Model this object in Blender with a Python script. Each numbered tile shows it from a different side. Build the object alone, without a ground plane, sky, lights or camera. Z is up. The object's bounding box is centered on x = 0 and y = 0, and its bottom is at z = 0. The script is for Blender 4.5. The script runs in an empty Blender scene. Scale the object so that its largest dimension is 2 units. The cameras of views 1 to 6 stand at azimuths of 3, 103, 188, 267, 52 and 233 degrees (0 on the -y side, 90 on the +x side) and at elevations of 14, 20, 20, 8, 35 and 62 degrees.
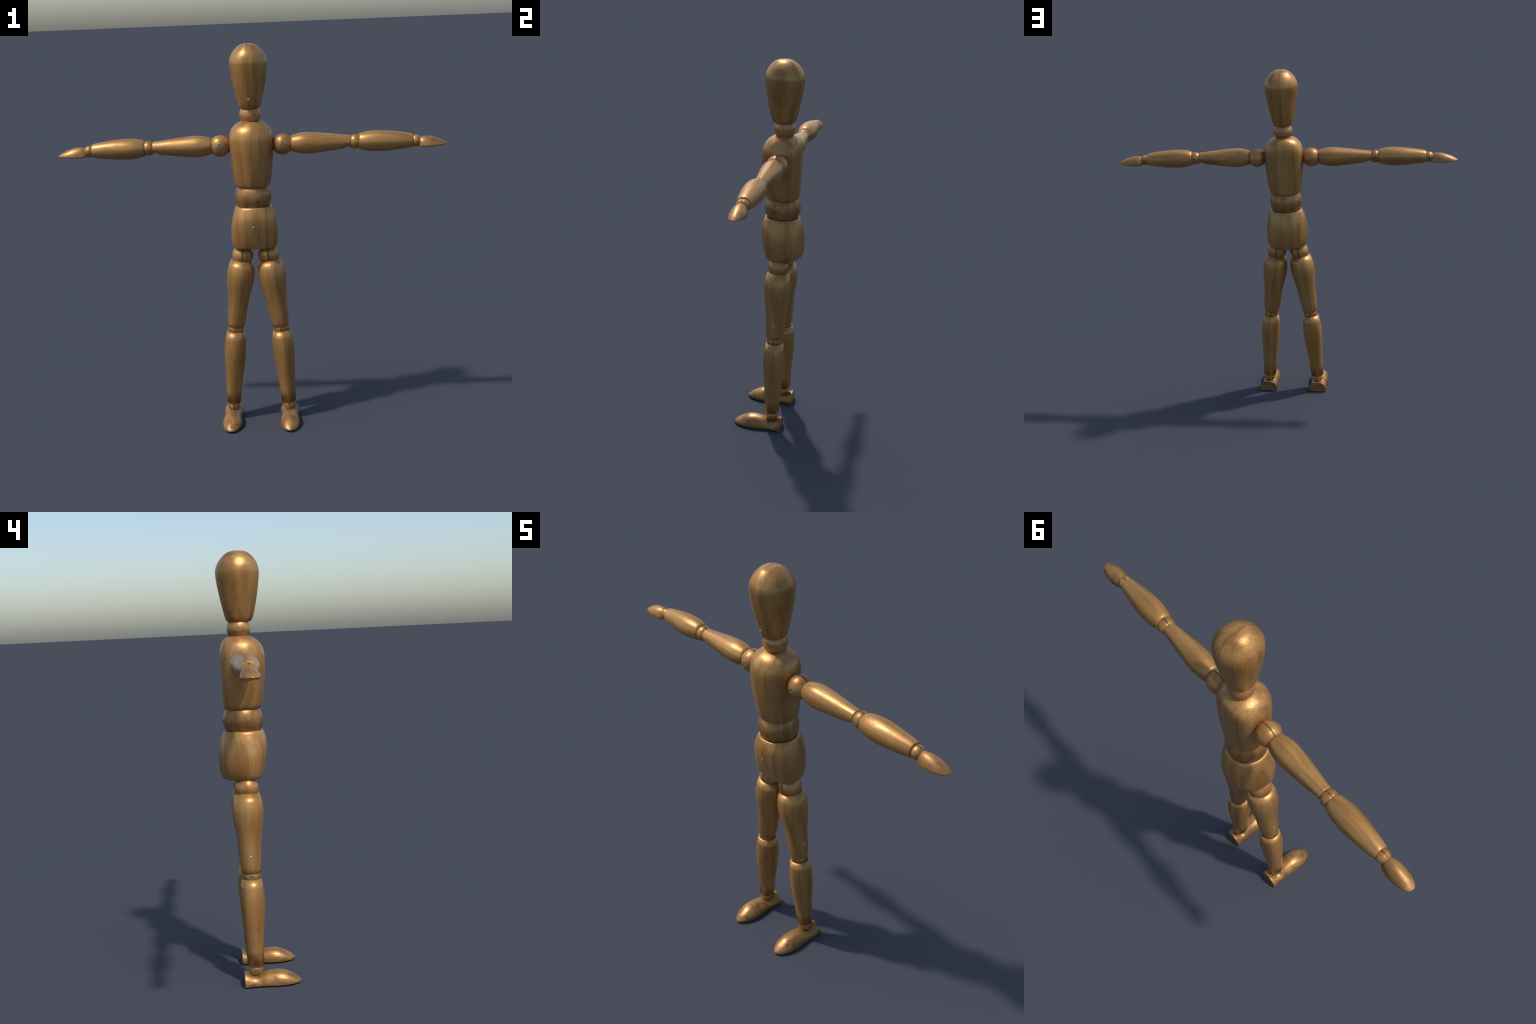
# Jointed wooden drawing mannequin, arms held out level, feet a little apart.
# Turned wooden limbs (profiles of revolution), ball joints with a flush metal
# strip, worn screw heads and a few small nails.
import bpy, math, random
from mathutils import Vector, Matrix, noise

random.seed(7)
AXIS_Y = 0.0443          # the plane in which body, arms and legs stand

# ------------------------------------------------------------------ materials
class Nodes:
    def __init__(self, name):
        self.mat = bpy.data.materials.new(name)
        self.mat.use_nodes = True
        self.nt = self.mat.node_tree
        self.nt.nodes.clear()
        self.out = self.add('ShaderNodeOutputMaterial')
        self.bsdf = self.add('ShaderNodeBsdfPrincipled')
        self.link(self.bsdf.outputs['BSDF'], self.out.inputs['Surface'])

    def add(self, kind, **props):
        n = self.nt.nodes.new(kind)
        for k, v in props.items():
            setattr(n, k, v)
        return n

    def link(self, a, b):
        self.nt.links.new(a, b)

    def math(self, op, a, b=None, c=None, clamp=False):
        n = self.add('ShaderNodeMath', operation=op, use_clamp=clamp)
        for i, v in enumerate((a, b, c)):
            if v is None:
                continue
            if isinstance(v, (int, float)):
                n.inputs[i].default_value = v
            else:
                self.link(v, n.inputs[i])
        return n.outputs[0]

    def vmath(self, op, a, b):
        n = self.add('ShaderNodeVectorMath', operation=op)
        for i, v in enumerate((a, b)):
            if isinstance(v, tuple):
                n.inputs[i].default_value = v
            else:
                self.link(v, n.inputs[i])
        return n.outputs['Value'] if op in ('DISTANCE', 'LENGTH') else n.outputs['Vector']

    def smooth(self, v, lo, hi, to_lo=0.0, to_hi=1.0):
        n = self.add('ShaderNodeMapRange', interpolation_type='SMOOTHSTEP')
        self.link(v, n.inputs['Value'])
        n.inputs['From Min'].default_value = lo
        n.inputs['From Max'].default_value = hi
        n.inputs['To Min'].default_value = to_lo
        n.inputs['To Max'].default_value = to_hi
        return n.outputs['Result']

    def noise(self, vec, scale, detail=3.0, rough=0.55, distort=0.0):
        n = self.add('ShaderNodeTexNoise')
        n.inputs['Scale'].default_value = scale
        n.inputs['Detail'].default_value = detail
        n.inputs['Roughness'].default_value = rough
        n.inputs['Distortion'].default_value = distort
        self.link(vec, n.inputs['Vector'])
        return n.outputs['Fac']

    def voronoi(self, vec, scale, rand=1.0):
        n = self.add('ShaderNodeTexVoronoi', feature='F1')
        n.inputs['Scale'].default_value = scale
        n.inputs['Randomness'].default_value = rand
        self.link(vec, n.inputs['Vector'])
        return n.outputs['Distance']

    def mix(self, fac, a, b, mode='MIX'):
        n = self.add('ShaderNodeMix', data_type='RGBA', blend_type=mode)
        ins = {'f': n.inputs[0], 'a': n.inputs[6], 'b': n.inputs[7]}
        for k, v in (('f', fac), ('a', a), ('b', b)):
            if isinstance(v, (int, float)):
                ins[k].default_value = v
            elif isinstance(v, tuple):
                ins[k].default_value = (*v, 1.0)
            else:
                self.link(v, ins[k])
        return n.outputs[2]


def wood(name, tone=(1, 1, 1), stripe=0.55, fibre=0.35, blotch=0.35, specks=0.0,
         scuff=0.3, mottle=0.0, swirl=0.0, rough=0.38, marks=(), seam=None,
         grain='Z'):
    """Varnished, hand-worn beech: long grain along local Z (or Y)."""
    m = Nodes(name)
    tc = m.add('ShaderNodeTexCoord')
    info = m.add('ShaderNodeObjectInfo')
    obj = tc.outputs['Object']
    seed = m.add('ShaderNodeCombineXYZ')
    for i, k in enumerate((13.7, 7.9, 5.3)):
        m.link(m.math('MULTIPLY', info.outputs['Random'], k), seed.inputs[i])
    pos = m.vmath('ADD', obj, seed.outputs[0])
    if swirl:
        wob = m.add('ShaderNodeTexNoise')
        wob.inputs['Scale'].default_value = 14.0
        wob.inputs['Detail'].default_value = 1.0
        m.link(pos, wob.inputs['Vector'])
        sc = m.vmath('SCALE', wob.outputs['Color'], (0, 0, 0))
        sc.node.inputs['Scale'].default_value = swirl
        pos_g = m.vmath('ADD', pos, sc)
    else:
        pos_g = pos
    def stretched(x, y, z):
        s = {'Z': (x, y, z), 'Y': (x, z, y), 'X': (z * 6, y, x)}[grain]
        return m.vmath('MULTIPLY', pos_g, s)
    broad = m.noise(stretched(36, 20, 0.7), 1.0, 2.0, 0.5, 0.0)
    fine = m.noise(stretched(420, 300, 3.5), 1.0, 3.0, 0.6)
    mid = m.noise(stretched(150, 70, 1.6), 1.0, 2.0, 0.55)
    patch = m.noise(pos, 11.0, 4.0, 0.6)

    t = lambda c: tuple(a * b for a, b in zip(c, tone))
    pale, base, deep = t((0.475, 0.252, 0.080)), t((0.392, 0.196, 0.055)), t((0.225, 0.101, 0.025))
    col = m.mix(m.smooth(broad, 0.34, 0.62), pale, base)
    col = m.mix(m.math('MULTIPLY', m.smooth(broad, 0.50, 0.72), stripe), col, deep)
    col = m.mix(m.math('MULTIPLY', m.smooth(mid, 0.50, 0.78), 0.7 * stripe), col, deep)
    col = m.mix(m.math('MULTIPLY', m.smooth(fine, 0.48, 0.80), fibre), col, deep)
    col = m.mix(m.math('MULTIPLY', m.smooth(patch, 0.50, 0.78), blotch), col, deep)
    rough_v = m.math('ADD', m.math('MULTIPLY', m.math('SUBTRACT', patch, 0.5), 0.18), rough)
    if scuff:
        s = m.noise(m.vmath('MULTIPLY', pos, (1, 1, 0.45) if grain == 'Z' else (1, 0.45, 1)), 85.0, 4.0, 0.62)
        area = m.smooth(m.noise(pos, 9.0, 1.0), 0.48, 0.66)
        f = m.math('MULTIPLY', m.math('MULTIPLY', m.smooth(s, 0.50, 0.72), area), scuff)
        col = m.mix(f, col, t((0.56, 0.38, 0.19)))
    if mottle:
        d = m.noise(pos, 42.0, 6.0, 0.70)
        dirty = m.smooth(m.noise(pos, 17.0, 2.0), 0.36, 0.66, 0.25, 1.0)
        f = m.math('MULTIPLY', m.math('MULTIPLY', m.smooth(d, 0.38, 0.62), dirty), mottle)
        col = m.mix(f, col, t((0.155, 0.085, 0.040)))
    if specks:
        v = m.voronoi(m.vmath('MULTIPLY', pos, (1, 1, 0.6)), 95.0)
        keep = m.smooth(m.noise(pos, 24.0, 1.0), 0.50, 0.62)
        f = m.math('MULTIPLY', m.math('MULTIPLY', m.smooth(v, 0.12, 0.30, 1.0, 0.0), keep), specks)
        col = m.mix(f, col, t((0.06, 0.035, 0.018)))
    for (p, rad) in marks:
        dist = m.vmath('DISTANCE', obj, p)
        dist = m.math('ADD', dist, m.math('MULTIPLY', m.math('SUBTRACT', m.noise(obj, 260.0, 2.0), 0.5), rad))
        col = m.mix(m.smooth(dist, rad * 0.45, rad, 0.85, 0.0), col, t((0.10, 0.055, 0.025)))
    if seam is not None:
        sep = m.add('ShaderNodeSeparateXYZ')
        m.link(obj, sep.inputs[0])
        wav = m.math('MULTIPLY', m.math('SUBTRACT', m.noise(m.vmath('MULTIPLY', obj, (0.0, 4.0, 4.0)), 1.0, 1.0), 0.5), 0.008)
        off = m.math('ADD', m.math('SUBTRACT', sep.outputs['X'], seam), wav)
        hard = m.smooth(off, -0.0035, -0.0005)
        soft = m.smooth(off, 0.001, 0.009, 1.0, 0.0)
        col = m.mix(m.math('MULTIPLY', m.math('MULTIPLY', hard, soft), 0.55), col, deep)
    m.link(col, m.bsdf.inputs['Base Color'])
    m.link(rough_v, m.bsdf.inputs['Roughness'])
    m.bsdf.inputs['Metallic'].default_value = METAL
    m.bsdf.inputs['IOR'].default_value = 1.5
    b = m.add('ShaderNodeBump')
    b.inputs['Strength'].default_value = 0.55
    b.inputs['Distance'].default_value = 0.0016
    h = m.math('ADD', m.math('MULTIPLY', fine, 0.5), m.math('MULTIPLY', mid, 0.8))
    if mottle:
        h = m.math('ADD', h, m.math('MULTIPLY', d, 0.8))
    m.link(h, b.inputs['Height'])
    m.link(b.outputs[0], m.bsdf.inputs['Normal'])
    return m.mat

METAL = 0.45

def strip_metal():
    m = Nodes('dull_green_grey_metal')
    tc = m.add('ShaderNodeTexCoord')
    n = m.noise(tc.outputs['Object'], 160.0, 3.0)
    m.link(m.mix(n, (0.062, 0.051, 0.027), (0.118, 0.098, 0.052)), m.bsdf.inputs['Base Color'])
    m.bsdf.inputs['Metallic'].default_value = 0.1
    m.bsdf.inputs['Specular IOR Level'].default_value = 0.12
    m.bsdf.inputs['Roughness'].default_value = 0.45
    return m.mat

def screw_metal():
    m = Nodes('worn_olive_screw_metal')
    tc = m.add('ShaderNodeTexCoord')
    info = m.add('ShaderNodeObjectInfo')
    p = m.vmath('ADD', tc.outputs['Object'], info.outputs['Location'])
    n = m.noise(p, 300.0, 2.0, 0.6)
    col = m.mix(m.smooth(n, 0.40, 0.56), (0.055, 0.047, 0.024), (0.36, 0.28, 0.120))
    sep = m.add('ShaderNodeSeparateXYZ')
    m.link(tc.outputs['Object'], sep.inputs[0])
    ax, ay = (m.math('ABSOLUTE', sep.outputs[k]) for k in ('X', 'Y'))
    jag = m.math('MULTIPLY', m.math('SUBTRACT', m.noise(p, 520.0, 2.0), 0.5), 0.006)
    bar = m.math('ADD', m.math('MINIMUM', ax, ay), jag)
    reach = m.math('ADD', m.math('MAXIMUM', ax, ay), jag)
    slot = m.math('MULTIPLY', m.smooth(bar, 0.0008, 0.0022, 1.0, 0.0), m.smooth(reach, 0.006, 0.009, 1.0, 0.0))
    col = m.mix(m.math('MULTIPLY', slot, 0.9), col, (0.030, 0.028, 0.018))
    m.link(col, m.bsdf.inputs['Base Color'])
    m.bsdf.inputs['Metallic'].default_value = 0.2
    m.bsdf.inputs['Roughness'].default_value = 0.48
    b = m.add('ShaderNodeBump')
    b.inputs['Strength'].default_value = 0.5
    b.inputs['Distance'].default_value = 0.002
    m.link(n, b.inputs['Height'])
    m.link(b.outputs[0], m.bsdf.inputs['Normal'])
    return m.mat

def nail_metal():
    m = Nodes('pale_steel')
    m.bsdf.inputs['Base Color'].default_value = (0.42, 0.43, 0.48, 1)
    m.bsdf.inputs['Metallic'].default_value = 0.35
    m.bsdf.inputs['Roughness'].default_value = 0.4
    return m.mat

# ------------------------------------------------------------------ geometry
def spline(points, per=8):
    """Centripetal Catmull-Rom through control tuples; per samples a span."""
    P = [tuple(p) for p in points]
    dim = len(P[0])
    def lerp(a, b, f):
        return tuple(a[i] + (b[i] - a[i]) * f for i in range(dim))
    ext = [tuple(2 * P[0][i] - P[1][i] for i in range(dim))] + P + \
          [tuple(2 * P[-1][i] - P[-2][i] for i in range(dim))]
    out = []
    for k in range(1, len(ext) - 2):
        p0, p1, p2, p3 = ext[k - 1:k + 3]
        def step(a, b):
            return max(1e-5, math.dist(a[:4], b[:4]) ** 0.5)
        t0 = 0.0
        t1 = t0 + step(p0, p1)
        t2 = t1 + step(p1, p2)
        t3 = t2 + step(p2, p3)
        for j in range(per):
            t = t1 + (t2 - t1) * j / per
            a1 = lerp(p0, p1, (t - t0) / (t1 - t0))
            a2 = lerp(p1, p2, (t - t1) / (t2 - t1))
            a3 = lerp(p2, p3, (t - t2) / (t3 - t2))
            b1 = lerp(a1, a2, (t - t0) / (t2 - t0))
            b2 = lerp(a2, a3, (t - t1) / (t3 - t1))
            out.append(lerp(b1, b2, (t - t1) / (t2 - t1)))
    out.append(P[-1])
    return out


def mesh_from_rings(name, rings, close_ends=True):
    """rings: list of equal-length lists of points; skins and caps them."""
    n = len(rings[0])
    verts = [tuple(p) for r in rings for p in r]
    faces = []
    for i in range(len(rings) - 1):
        for j in range(n):
            k = (j + 1) % n
            faces.append((i * n + j, i * n + k, (i + 1) * n + k, (i + 1) * n + j))
    if close_ends:
        for i, flip in ((0, True), (len(rings) - 1, False)):
            c = Vector((0, 0, 0))
            for p in rings[i]:
                c += Vector(p)
            verts.append(tuple(c / n))
            ci = len(verts) - 1
            for j in range(n):
                k = (j + 1) % n
                a, b = i * n + j, i * n + k
                faces.append((ci, b, a) if flip else (ci, a, b))
    me = bpy.data.meshes.new(name)
    me.from_pydata(verts, [], faces)
    me.validate()
    me.polygons.foreach_set('use_smooth', [True] * len(me.polygons))
    me.update()
    return me


def soften_ends(me, bands):
    """Turned ends look blended: tilt the shading normals over a band near an end.
    bands: (z_from, tilt_from, z_to, tilt_to, least_radius); tilt in degrees to +Z."""
    normals = []
    for v in me.vertices:
        n, r = v.normal.copy(), math.hypot(v.co.x, v.co.y)
        for z0, t0, z1, t1, rmin in bands:
            if min(z0, z1) <= v.co.z <= max(z0, z1) and r >= rmin:
                f = (v.co.z - z0) / (z1 - z0)
                a = math.radians(t0 + (t1 - t0) * f)
                n = Vector((v.co.x / r * math.cos(a), v.co.y / r * math.cos(a), math.sin(a)))
        normals.append(n)
    me.normals_split_custom_set_from_vertices(normals)
    return me


def turned(name, profile, seg=96, per=8, shape=None):
    """Solid of revolution about local Z. profile: (z, radius) control points.
    shape(z, angle, r) may push a point off the round."""
    rings = []
    for z, r in spline(profile, per):
        r = max(r, 0.0004)
        ring = []
        for j in range(seg):
            a = 2 * math.pi * j / seg
            x, y = r * math.cos(a), r * math.sin(a)
            if shape:
                x, y = shape(z, x, y)
            ring.append((x, y, z))
        rings.append(ring)
    return mesh_from_rings(name, rings)


def oval_body(name, stations, origin, y0=AXIS_Y, seg=128, per=8):
    """Loft of ovals whose widest line lies at y0. Stations:
    (z, half_width, depth_behind, depth_in_front, squareness_behind,
    squareness_in_front, front_lift)."""
    rings = []
    for z, hx, back, front, nb, nf, lift in spline(stations, per):
        ring = []
        for j in range(seg):
            a = 2 * math.pi * j / seg
            c, s = math.cos(a), math.sin(a)
            n, d = (nb, back) if s > 0 else (nf, front)
            x = max(hx, 0.0005) * math.copysign(abs(c) ** (2 / n), c)
            y = max(d, 0.0005) * math.copysign(abs(s) ** (2 / n), s)
            dz = lift * min(1.0, max(0.0, -y) / max(front, 0.01))
            ring.append((x - origin[0], y + y0 - origin[1], z + dz - origin[2]))
        rings.append(ring)
    return mesh_from_rings(name, rings)


def sphere_mesh(name, r):
    prof = [(-r * math.cos(math.pi * i / 40), max(0.0004, r * math.sin(math.pi * i / 40))) for i in range(41)]
    return turned(name, prof, 80, 1)


def strip_mesh(name, r, a0, a1, width=0.0068):
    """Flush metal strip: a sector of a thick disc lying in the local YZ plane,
    angles measured from +Z towards +Y."""
    n = 48
    verts, faces = [], []
    ro, ri = r + 0.0004, r * 0.55
    for i in range(n + 1):
        a = math.radians(a0 + (a1 - a0) * i / n)
        for rad in (ri, ro):
            for sx in (-0.5, 0.5):
                verts.append((sx * width, rad * math.sin(a), rad * math.cos(a)))
    for i in range(n):
        b, c = 4 * i, 4 * (i + 1)
        faces += [(b + 2, b + 3, c + 3, c + 2), (b, c, c + 1, b + 1),
                  (b, b + 2, c + 2, c), (b + 1, c + 1, c + 3, b + 3)]
    faces += [(0, 1, 3, 2), (4 * n, 4 * n + 2, 4 * n + 3, 4 * n + 1)]
    me = bpy.data.meshes.new(name)
    me.from_pydata(verts, [], faces)
    me.update()
    return me


def screw_mesh(name, ball_r, r, turn):
    """Worn cross-head screw let into a ball of radius ball_r, facing local +Z,
    origin at the ball's centre."""
    rings = []
    nr, ns = 30, 64
    for i in range(nr + 1):
        rho = r * (1.0 if i == nr else i / (nr - 1))
        ring = []
        for j in range(ns):
            a = 2 * math.pi * j / ns
            x, y = rho * math.cos(a), rho * math.sin(a)
            z = math.sqrt(ball_r ** 2 - rho ** 2) + 0.0011
            q = rho / r
            u = x * math.cos(turn) + y * math.sin(turn)
            v = -x * math.sin(turn) + y * math.cos(turn)
            cut = max(max(0.0, 1 - (abs(p) / (0.15 * r)) ** 4) if abs(t) < 0.62 * r else 0.0
                      for p, t in ((u, v), (v, u)))
            z -= 0.0006 * cut
            z -= 0.0012 * max(0.0, (q - 0.90) / 0.10) ** 2
            z += 0.0003 * noise.noise(Vector((x, y, turn)) * 420)
            if i == nr:
                z -= 0.006
            ring.append((x, y, z))
        rings.append(ring)
    rings.reverse()
    return mesh_from_rings(name, rings[:-1])


def nail_mesh(name, r):
    prof = [(-0.004, r), (0.0, r), (0.0006, r * 0.96), (0.0012, r * 0.75), (0.0015, r * 0.4), (0.0016, 0.0004)]
    return turned(name, prof, 24, 3)

# ------------------------------------------------------------------ assembly
root = bpy.data.objects.new('wooden_mannequin', None)
root.empty_display_size = 0.2
root['label'] = 'jointed wooden artist mannequin with outstretched arms'
root['category'] = 'wooden mannequin'
bpy.context.scene.collection.objects.link(root)

def place(name, mesh, mat, origin, frame=None, parent=None):
    """frame: 3x3 rotation matrix whose columns are the local axes."""
    o = bpy.data.objects.new(name, mesh)
    if mat and not mesh.materials:
        mesh.materials.append(mat)
    bpy.context.scene.collection.objects.link(o)
    M = Matrix.Translation(Vector(origin))
    if frame is not None:
        M = M @ frame.to_4x4()
    par = parent or root
    o.parent = par
    o.matrix_parent_inverse = Matrix.Identity(4)
    WORLD[o.name] = M
    o.matrix_basis = WORLD.get(par.name, Matrix.Identity(4)).inverted() @ M
    return o

WORLD = {}

def frame_along(d, up):
    """local Z along d, local Y as near as possible to up."""
    z = Vector(d).normalized()
    u = Vector(up)
    y = (u - z * u.dot(z)).normalized()
    x = y.cross(z)
    return Matrix((x, y, z)).transposed()

W_HEAD = wood('striped_varnished_wood', tone=(0.97, 0.97, 0.95), stripe=0.6, fibre=0.5, blotch=0.06, scuff=0.35, seam=-0.006)
W_BODY = wood('varnished_body_wood', stripe=0.32, fibre=0.4, blotch=0.2, specks=0.28, scuff=0.4,
              marks=(((0.012, -0.066, 0.128), 0.006), ((0.045, -0.075, 0.055), 0.003)))
W_PELVIS = wood('scuffed_pelvis_wood', tone=(1.0, 1.0, 1.02), stripe=0.35, fibre=0.35, blotch=0.2, specks=0.2, scuff=0.6)
W_ARM = wood('fine_grained_arm_wood', tone=(1.03, 1.03, 1.0), stripe=0.35, fibre=0.45, blotch=0.35, scuff=0.35)
W_LEG = wood('smooth_leg_wood', stripe=0.26, fibre=0.35, blotch=0.18, specks=0.15, scuff=0.15)
W_SHIN = wood('pitted_shin_wood', stripe=0.26, fibre=0.35, blotch=0.18, specks=0.9, scuff=0.1)
W_BALL = wood('ball_joint_wood', tone=(1.0, 0.97, 0.95), stripe=0.25, fibre=0.2, blotch=0.5, scuff=0.1)
W_WAIST = wood('stained_waist_wood', tone=(0.88, 0.86, 0.85), stripe=0.35, fibre=0.3, blotch=0.85, specks=0.5, scuff=0.1, swirl=0.02, mottle=0.55)
W_NECK = wood('end_grain_neck_wood', tone=(1.0, 1.02, 1.15), stripe=0.55, fibre=0.25, blotch=0.45, scuff=0.3, swirl=0.05, grain='X')
W_HAND = wood('handled_hand_wood', tone=(0.95, 0.93, 0.9), stripe=0.4, fibre=0.45, blotch=0.5, mottle=0.55, scuff=0.1)
W_FOOT = wood('scuffed_foot_wood', tone=(0.90, 0.88, 0.87), stripe=0.25, fibre=0.15, blotch=0.5, mottle=0.85, scuff=0.05, grain='Y', rough=0.36)
M_STRIP, M_SCREW, M_NAIL = strip_metal(), screw_metal(), nail_metal()

# ---- head: egg with a flat crown, flat chin
head_o = (0, AXIS_Y, 1.82)
# (z, half width, half depth, centre y)
HEAD = [(1.6790, 0.020, 0.022, 0.0400), (1.6800, 0.040, 0.044, 0.0400), (1.6825, 0.0478, 0.0525, 0.0400),
        (1.6880, 0.0530, 0.0583, 0.0400), (1.6980, 0.0576, 0.0633, 0.0397), (1.7200, 0.0627, 0.0693, 0.0392),
        (1.7520, 0.0701, 0.0768, 0.0390), (1.7835, 0.0774, 0.0833, 0.0391), (1.8150, 0.0839, 0.0891, 0.0391),
        (1.8465, 0.0892, 0.0944, 0.0393), (1.8780, 0.0936, 0.0984, 0.0393), (1.8950, 0.0951, 0.1000, 0.0392),
        (1.9080, 0.0954, 0.1003, 0.0390), (1.9200, 0.0940, 0.0986, 0.0386), (1.9310, 0.0911, 0.0958, 0.0382),
        (1.9420, 0.0864, 0.0913, 0.0378), (1.9530, 0.0803, 0.0853, 0.0374), (1.9640, 0.0732, 0.0776, 0.0370),
        (1.9740, 0.0648, 0.0688, 0.0366), (1.9830, 0.0556, 0.0594, 0.0362), (1.9895, 0.0472, 0.0508, 0.0359),
        (1.9940, 0.0390, 0.0422, 0.0357), (1.9975, 0.0295, 0.0310, 0.0355), (1.9992, 0.0210, 0.0220, 0.0355),
        (2.0000, 0.0110, 0.0120, 0.0355)]
head = place('head', oval_body('head', [(z, hx, hy + cy - AXIS_Y, hy - cy + AXIS_Y, 2, 2, 0)
                                        for z, hx, hy, cy in HEAD], head_o),
             W_HEAD, head_o)

# ---- neck and waist: balls
neck_c = (0, AXIS_Y, 1.6495)
def neck_mesh():
    """ball with shallow chisel wrinkles running round it across the end grain"""
    me = sphere_mesh('neck', 0.0550)
    for v in me.vertices:
        p = v.co.copy()
        w = noise.noise(p * 22) * 0.9
        line = noise.noise(Vector((p.z * 150 + w * 3.0, w * 2.0, 3.1)))
        v.co = p * (1 + 0.0009 / 0.055 * (line - 0.8 * abs(line)))
    me.update()
    return me
place('neck', neck_mesh(), W_NECK, neck_c, frame_along((0.22, -0.30, 1.0), (0, 1, 0)))
waist_c = (0, 0.0447, 1.2300)
place('waist', sphere_mesh('waist', 0.0942), W_WAIST, waist_c)

# ---- torso
torso_o = (0, 0.038, 1.45)
def shoulder_dome(t):
    """upper chest: superellipses rising from z 1.51 to the neck"""
    f = lambda half, p: half * max(0.0, 1 - t ** p) ** (1 / p)
    return (1.51 + 0.1105 * t, f(0.1130, 2.55), f(0.0927, 3.2), f(0.1146, 2.35),
            2.5 - 0.5 * t ** 4, 2.1 - 0.1 * t ** 4, 0)
CHEST = [(1.4770, 0.1124, 0.0923, 0.1142, 2.5, 2.1, 0), (1.4440, 0.1103, 0.0920, 0.1121, 2.5, 2.1, 0),
         (1.4110, 0.1077, 0.0917, 0.1088, 2.5, 2.1, 0), (1.3780, 0.1046, 0.0912, 0.1048, 2.5, 2.1, 0),
         (1.3450, 0.1003, 0.0901, 0.1003, 2.45, 2.1, 0), (1.3120, 0.0944, 0.0891, 0.0944, 2.4, 2.1, 0),
         (1.2965, 0.0908, 0.0880, 0.0905, 2.35, 2.1, 0), (1.2870, 0.0862, 0.0838, 0.0855, 2.3, 2.1, 0),
         (1.2808, 0.0785, 0.0765, 0.0775, 2.2, 2.1, 0), (1.2788, 0.0650, 0.0640, 0.0640, 2.1, 2.1, 0),
         (1.2785, 0.0300, 0.0300, 0.0300, 2, 2, 0)]
place('torso', oval_body('torso', [shoulder_dome(t) for t in
      (0.982, 0.965, 0.94, 0.90, 0.84, 0.76, 0.66, 0.55, 0.43, 0.30, 0.16, 0.0)] + CHEST, torso_o), W_BODY, torso_o)

# ---- pelvis: hollowed top rim round the waist ball, flat-fronted, flat below
pelvis_o = (0, 0.048, 1.06)
pelvis = place('pelvis', oval_body('pelvis', [
    (1.1600, 0.0400, 0.0400, 0.0400, 2, 2, 0), (1.1720, 0.0740, 0.0740, 0.0740, 2, 2, 0), (1.1790, 0.0800, 0.0800, 0.0800, 2, 2, 0),
    (1.1818, 0.0850, 0.0850, 0.0850, 2, 2, 0), (1.1805, 0.0905, 0.0890, 0.0900, 2, 2.05, 0), (1.1730, 0.0965, 0.0955, 0.0948, 2.05, 2.1, 0),
    (1.1600, 0.1014, 0.1022, 0.0994, 2.08, 2.15, 0), (1.1450, 0.1064, 0.1074, 0.1038, 2.1, 2.2, 0), (1.1300, 0.1104, 0.1117, 0.1062, 2.1, 2.25, 0),
    (1.1124, 0.1144, 0.1156, 0.1071, 2.1, 2.3, 0), (1.0825, 0.1195, 0.1197, 0.1050, 2.1, 2.4, 0), (1.0525, 0.1221, 0.1215, 0.1004, 2.1, 2.5, 0),
    (1.0225, 0.1223, 0.1213, 0.0940, 2.1, 2.6, 0), (0.9920, 0.1198, 0.1180, 0.0855, 2.05, 2.8, 0), (0.9760, 0.1162, 0.1138, 0.0802, 2.0, 3.0, 0.001),
    (0.9640, 0.1105, 0.1080, 0.0755, 2.0, 3.2, 0.003), (0.9580, 0.1030, 0.1000, 0.0705, 2.0, 3.2, 0.005), (0.9558, 0.0900, 0.0860, 0.0620, 2.0, 3.0, 0.006),
    (0.9555, 0.0400, 0.0400, 0.0300, 2, 2.5, 0.004)], pelvis_o), W_PELVIS, pelvis_o)

# ---- small nails on chin and pelvis
def nail(at, normal, r, parent):
    mesh = bpy.data.meshes.get('nail_%d' % round(r * 1e5)) or nail_mesh('nail_%d' % round(r * 1e5), r)
    place('nail', mesh, M_NAIL, at, frame_along(normal, (0.02, 0.03, 1)), parent)

nail((0.0000, -0.0322, 1.7292), (0, -1, -0.22), 0.0068, head)
nail((0.0000, -0.0606, 1.0850), (0, -1, -0.12), 0.0058, pelvis)

# ---- limbs
UPPER_ARM = [(0.036, 0.020), (0.041, 0.032), (0.0425, 0.0360), (0.0450, 0.0392), (0.0510, 0.0424), (0.0670, 0.0467),
             (0.0830, 0.0504), (0.0990, 0.0530), (0.1155, 0.0541), (0.1310, 0.0538), (0.1480, 0.0528), (0.1650, 0.0515),
             (0.1810, 0.0500), (0.2130, 0.0467), (0.2460, 0.0430), (0.2790, 0.0390), (0.3010, 0.0364), (0.3250, 0.0338),
             (0.3380, 0.0326), (0.3420, 0.0316), (0.3436, 0.0290), (0.3440, 0.0150)]

def undercut(z, x, y):
    """the elbow end is pared away underneath so the joint can fold"""
    if y < 0 and z > 0.312:
        f = min(1.0, (z - 0.312) / 0.030)
        y *= 1 - 0.24 * f * (3 - 2 * f) / 1.0 * 0.9
    return x, y

FOREARM = [(0.0160, 0.020), (0.0175, 0.0330), (0.0195, 0.0372), (0.0225, 0.0395), (0.0290, 0.0422), (0.0390, 0.0450), (0.0550, 0.0483),
           (0.0710, 0.0506), (0.0875, 0.0520), (0.1040, 0.0526), (0.1200, 0.0527), (0.1360, 0.0520), (0.1680, 0.0501),
           (0.2000, 0.0468), (0.2320, 0.0430), (0.2640, 0.0383), (0.2830, 0.0344), (0.2875, 0.0328), (0.2895, 0.0305), (0.2900, 0.0180)]

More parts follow.
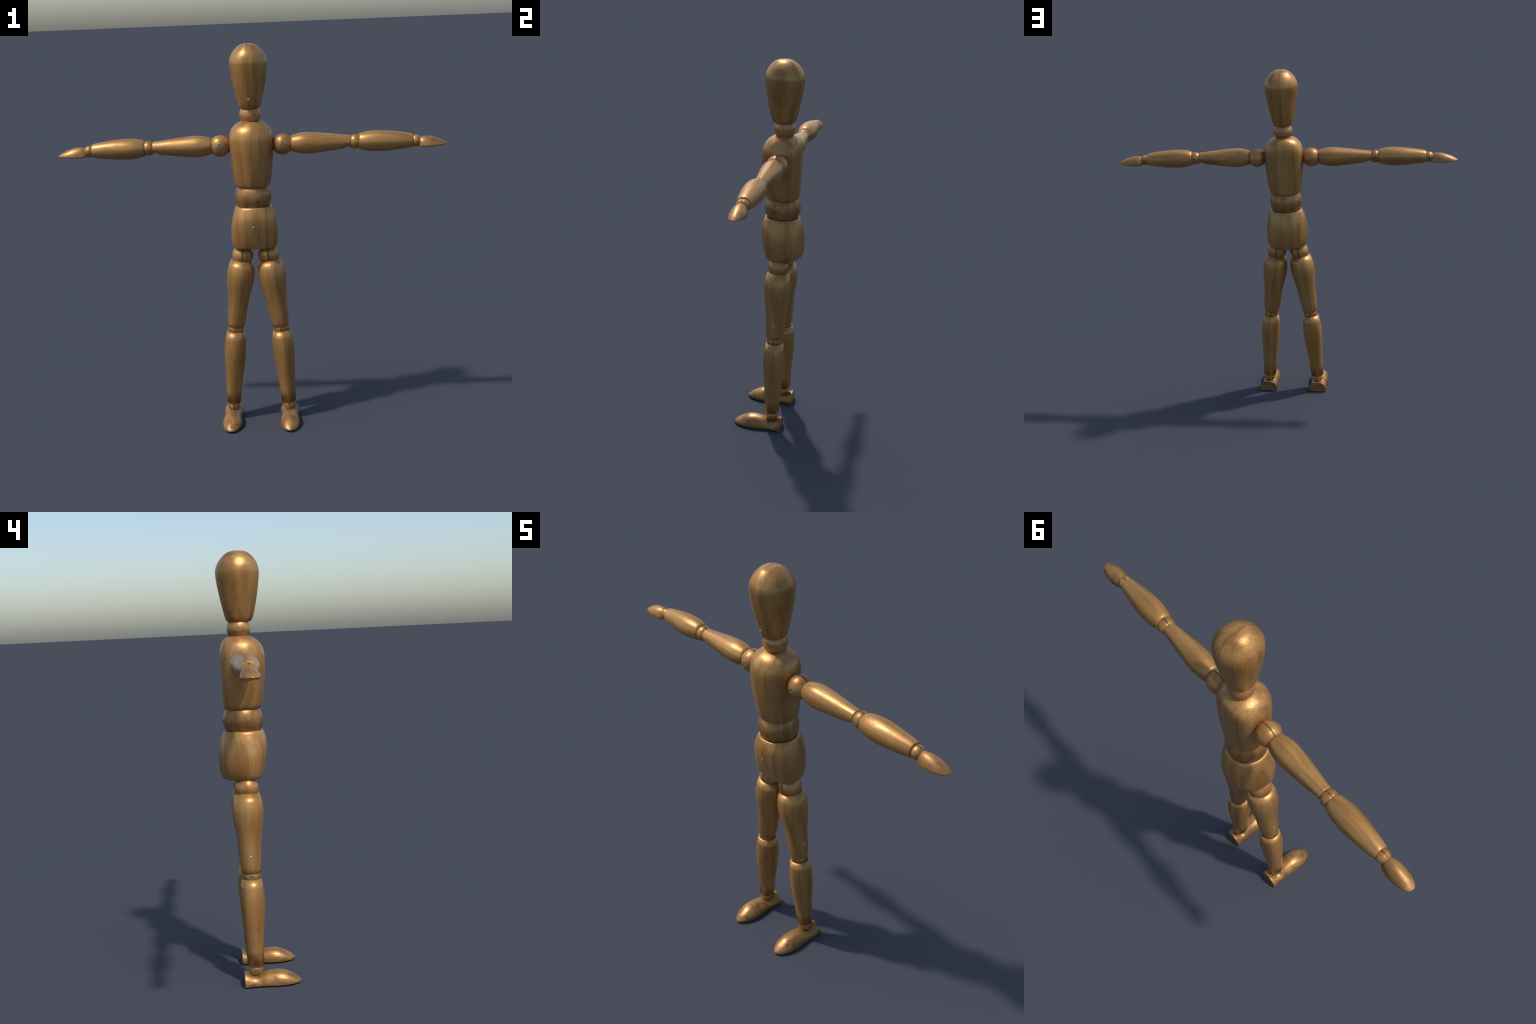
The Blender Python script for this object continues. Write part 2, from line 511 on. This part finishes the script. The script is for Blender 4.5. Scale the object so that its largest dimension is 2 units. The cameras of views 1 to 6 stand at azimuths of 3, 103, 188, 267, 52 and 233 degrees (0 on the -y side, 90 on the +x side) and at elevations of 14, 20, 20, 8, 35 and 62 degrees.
THIGH = [(0.042, 0.020), (0.0385, 0.0390), (0.0330, 0.0447), (0.0275, 0.0483), (0.0248, 0.0508), (0.0252, 0.0535), (0.0302, 0.0577), (0.0400, 0.0612),
         (0.0510, 0.0646), (0.0700, 0.0688), (0.0900, 0.0715), (0.1060, 0.0723), (0.1200, 0.0719), (0.1400, 0.0705), (0.1600, 0.0680),
         (0.1900, 0.0630), (0.2200, 0.0585), (0.2500, 0.0550), (0.2800, 0.0528), (0.3100, 0.0512), (0.3400, 0.0494),
         (0.3650, 0.0474), (0.3780, 0.0455), (0.3890, 0.0428), (0.3965, 0.0385), (0.4002, 0.0335), (0.4008, 0.0150)]

SHIN = [(0.013, 0.020), (0.0095, 0.0340), (0.0050, 0.0382), (0.0008, 0.0412), (0.0020, 0.0438), (0.0085, 0.0468), (0.0220, 0.0498),
        (0.0400, 0.0528), (0.0560, 0.0548), (0.0760, 0.0565), (0.1000, 0.0573), (0.1200, 0.0571), (0.1500, 0.0557), (0.1800, 0.0535),
        (0.2000, 0.0517), (0.2250, 0.0495), (0.2500, 0.0474), (0.2800, 0.0450), (0.3100, 0.0428), (0.3450, 0.0409),
        (0.3800, 0.0394), (0.4000, 0.0383), (0.4065, 0.0372), (0.4105, 0.0345), (0.4120, 0.0300), (0.4122, 0.0150)]


def hand_mesh():
    """Flat-bottomed mitten. Local Z runs out to the finger tips, Y is up."""
    # (distance from wrist centre, half width, underside height, crown height)
    st = [(0.0135, 0.0120, -0.0190, 0.0040), (0.0150, 0.0200, -0.0250, 0.0110), (0.0180, 0.0248, -0.0292, 0.0148),
          (0.0240, 0.0294, -0.0316, 0.0180), (0.0340, 0.0340, -0.0326, 0.0208), (0.0460, 0.0370, -0.0326, 0.0222),
          (0.0600, 0.0387, -0.0322, 0.0220), (0.0760, 0.0392, -0.0312, 0.0200), (0.0920, 0.0384, -0.0298, 0.0163),
          (0.1080, 0.0363, -0.0281, 0.0114), (0.1230, 0.0329, -0.0262, 0.0057), (0.1370, 0.0284, -0.0243, -0.0010),
          (0.1480, 0.0233, -0.0226, -0.0075), (0.1560, 0.0172, -0.0213, -0.0128), (0.1605, 0.0113, -0.0204, -0.0160),
          (0.1628, 0.0045, -0.0197, -0.0178)]
    rings = []
    for z, w, lo, hi in spline(st, 7):
        ring, H = [], hi - lo
        edge = 0.16 * H                      # height of the widest line over the palm
        top, bot = 44, 28
        for j in range(top):
            a = math.pi * j / top
            h = math.sin(a) ** 1.12
            x = w * math.copysign(abs(math.cos(a)) ** 1.05, math.cos(a))
            ring.append((x, lo + edge + (H - edge) * h, z))
        for j in range(bot):
            a = math.pi + math.pi * j / bot
            x = w * math.copysign(abs(math.cos(a)) ** 0.45, math.cos(a))
            ring.append((x, lo + edge - edge * abs(math.sin(a)) ** 0.6, z))
        rings.append(ring)
    return mesh_from_rings('hand', rings)


def foot_mesh():
    """Shoe-last foot, flat sole, flat half-round heel. Local Y points backwards,
    origin on the ground under the ankle."""
    # (y, half width, crown height, sole lift)
    st = [(0.0990, 0.020, 0.0300, 0.0100), (0.1003, 0.0500, 0.0600, 0.0018), (0.1000, 0.0528, 0.0632, 0.0004), (0.0980, 0.0538, 0.0642, 0.0),
          (0.0850, 0.0520, 0.0605, 0.0), (0.0700, 0.0500, 0.0530, 0.0), (0.0550, 0.0485, 0.0470, 0.0), (0.0400, 0.0477, 0.0470, 0.0),
          (0.0250, 0.0475, 0.0520, 0.0), (0.0100, 0.0480, 0.0560, 0.0), (-0.0100, 0.0494, 0.0603, 0.0), (-0.0300, 0.0513, 0.0631, 0.0),
          (-0.0500, 0.0529, 0.0645, 0.0), (-0.0650, 0.0532, 0.0639, 0.0), (-0.0800, 0.0524, 0.0617, 0.0), (-0.0950, 0.0503, 0.0573, 0.0003),
          (-0.1100, 0.0468, 0.0507, 0.0007), (-0.1250, 0.0417, 0.0428, 0.0012), (-0.1380, 0.0355, 0.0350, 0.0020), (-0.1500, 0.0275, 0.0265, 0.0033),
          (-0.1590, 0.0182, 0.0190, 0.0052), (-0.1640, 0.0095, 0.0140, 0.0075), (-0.1660, 0.0012, 0.0110, 0.0098)]
    rings = []
    for y, w, hi, lo in spline(st, 7):
        ring, H = [], hi - lo
        edge = min(0.010, 0.22 * H)
        top, bot = 48, 24
        for j in range(top):
            a = math.pi * j / top
            x = w * math.copysign(abs(math.cos(a)) ** 0.95, math.cos(a))
            ring.append((x, y, lo + edge + (H - edge) * math.sin(a) ** 0.97))
        for j in range(bot):
            a = math.pi + math.pi * j / bot
            x = w * math.copysign(abs(math.cos(a)) ** 0.35, math.cos(a))
            ring.append((x, y, lo + edge - edge * abs(math.sin(a)) ** 0.55))
        rings.append(ring)
    rings.reverse()
    return mesh_from_rings('foot', rings)


def full(profile):
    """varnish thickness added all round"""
    return [(z, r + 0.0004) for z, r in profile]

ME = {
    'shoulder': sphere_mesh('shoulder', 0.0545), 'elbow': sphere_mesh('elbow', 0.0374), 'wrist': sphere_mesh('wrist', 0.0304),
    'hip': sphere_mesh('hip', 0.0556), 'knee': sphere_mesh('knee', 0.0400), 'ankle': sphere_mesh('ankle', 0.0318),
    'upper_arm': turned('upper_arm', full(UPPER_ARM), shape=undercut), 'forearm': turned('forearm', full(FOREARM)),
    
    'thigh': soften_ends(turned('thigh', full(THIGH)), [(0.0248, -62, 0.066, -11, 0.0510), (0.372, 5, 0.3935, 42, 0.036)]),
    'shin': soften_ends(turned('shin', full(SHIN)), [(0.0008, -60, 0.040, -9, 0.0414), (0.338, 3, 0.4108, 58, 0.033)]),
    'hand': hand_mesh(), 'foot': foot_mesh(),
}
# strips: angle 0 points along the limb, sectors leave out what the strip does not reach
ST = {
    'shoulder': strip_mesh('shoulder_strip', 0.0545, 0, 360), 'elbow': strip_mesh('elbow_strip', 0.0374, 0, 360),
    'wrist': strip_mesh('wrist_strip', 0.0304, 52, 308), 'hip': strip_mesh('hip_strip', 0.0556, 0, 360),
    'knee': strip_mesh('knee_strip', 0.0400, 0, 360), 'ankle': strip_mesh('ankle_strip', 0.0318, 58, 302, 0.0058),
}
SCREW = {'shoulder': (0.0545, 0.0160), 'elbow': (0.0374, 0.0128), 'wrist': (0.0304, 0.0112),
         'hip': (0.0556, 0.0160), 'knee': (0.0400, 0.0130), 'ankle': (0.0318, 0.0122)}


def ball(kind, centre, along, side_normal, screw_dir=None, turn=0.3):
    """ball joint with its metal strip (plane square to side_normal) and screw"""
    fr = frame_along(along, Vector(along).cross(Vector(side_normal)))
    o = place(kind, ME[kind], W_BALL, centre, fr)
    place('metal_strip', ST[kind], M_STRIP, centre, fr, o)
    if screw_dir:
        me = bpy.data.meshes.get(kind + '_screw_head') or screw_mesh(kind + '_screw_head', *SCREW[kind], 0.0)
        place('screw_head', me, M_SCREW, centre, frame_along(screw_dir, (0.1, 0.2, 1)) @ Matrix.Rotation(turn, 3, 'Z'), o)
    return o


hand_tilt = -0.012
for s in (1, -1):
    # arm
    out = Vector((s, 0, 0))
    sh = Vector((s * 0.1600, 0.0435, 1.4945))
    ball('shoulder', sh, out, (0, 1, 0), (0, -1, 0.075), 0.5 + 0.4 * s)
    place('upper_arm', ME['upper_arm'], W_ARM, (sh.x, 0.0440, 1.4950), frame_along(out, (0, 0, 1)))
    el = Vector((s * 0.5280, 0.0440, 1.4950))
    ball('elbow', el, out, (0, 1, 0), (0, 1, 0.03), 0.2 + 0.7 * s)
    wr = Vector((s * 0.8322, 0.0438, 1.4888))
    fore_d = (wr - el).normalized()
    fore_d = Vector((s, 0, -0.016)).normalized()
    place('forearm', ME['forearm'], W_ARM, (el.x, el.y, 1.4952), frame_along(fore_d, (0, 0, 1)))
    ball('wrist', wr, fore_d, (0, 1, 0), (0, 1, 0.0), 1.1 + 0.5 * s)
    place('hand', ME['hand'], W_HAND, wr, frame_along(Vector((s, 0, 0)), (0, 0, 1)))
    # leg
    hip = Vector((s * 0.0692, AXIS_Y, 0.9158))
    kn = Vector((s * 0.1227, AXIS_Y, 0.5005))
    an = Vector((s * 0.1524, AXIS_Y, 0.0610))
    td, sd = (kn - hip).normalized(), (an - kn).normalized()
    front = Vector((0, -1, 0))
    side = lambda d: d.cross(front)
    ball('hip', Vector((s * 0.0684, AXIS_Y, 0.9165)), td, side(td), (-s, 0.0, 0.1), 0.8 * s)
    thigh = place('thigh', ME['thigh'], W_LEG, hip, frame_along(td, front))
    kb = hip + td * 0.4075
    ball('knee', kb, td, side(td), (s, -0.02, 0.06), 0.1 + 0.5 * s)
    place('shin', ME['shin'] if s < 0 else ME['shin'].copy(), W_SHIN if s < 0 else W_LEG, kn, frame_along(sd, front))
    ab = Vector((s * 0.1517, 0.0450, 0.0730))
    ball('ankle', ab, sd, side(sd), (s, -0.03, -0.02), 0.6 + 0.6 * s)
    place('foot', ME['foot'], W_FOOT, (s * 0.1550, 0, 0))
    # nail on the outer side of the thigh
    q = hip + td * 0.3165
    nrm = Vector((s, 0, 0)) - td * (s * td.x)
    nrm = (nrm.normalized() - td * 0.06).normalized()
    nail(q + nrm * 0.0513, nrm, 0.0050, thigh)
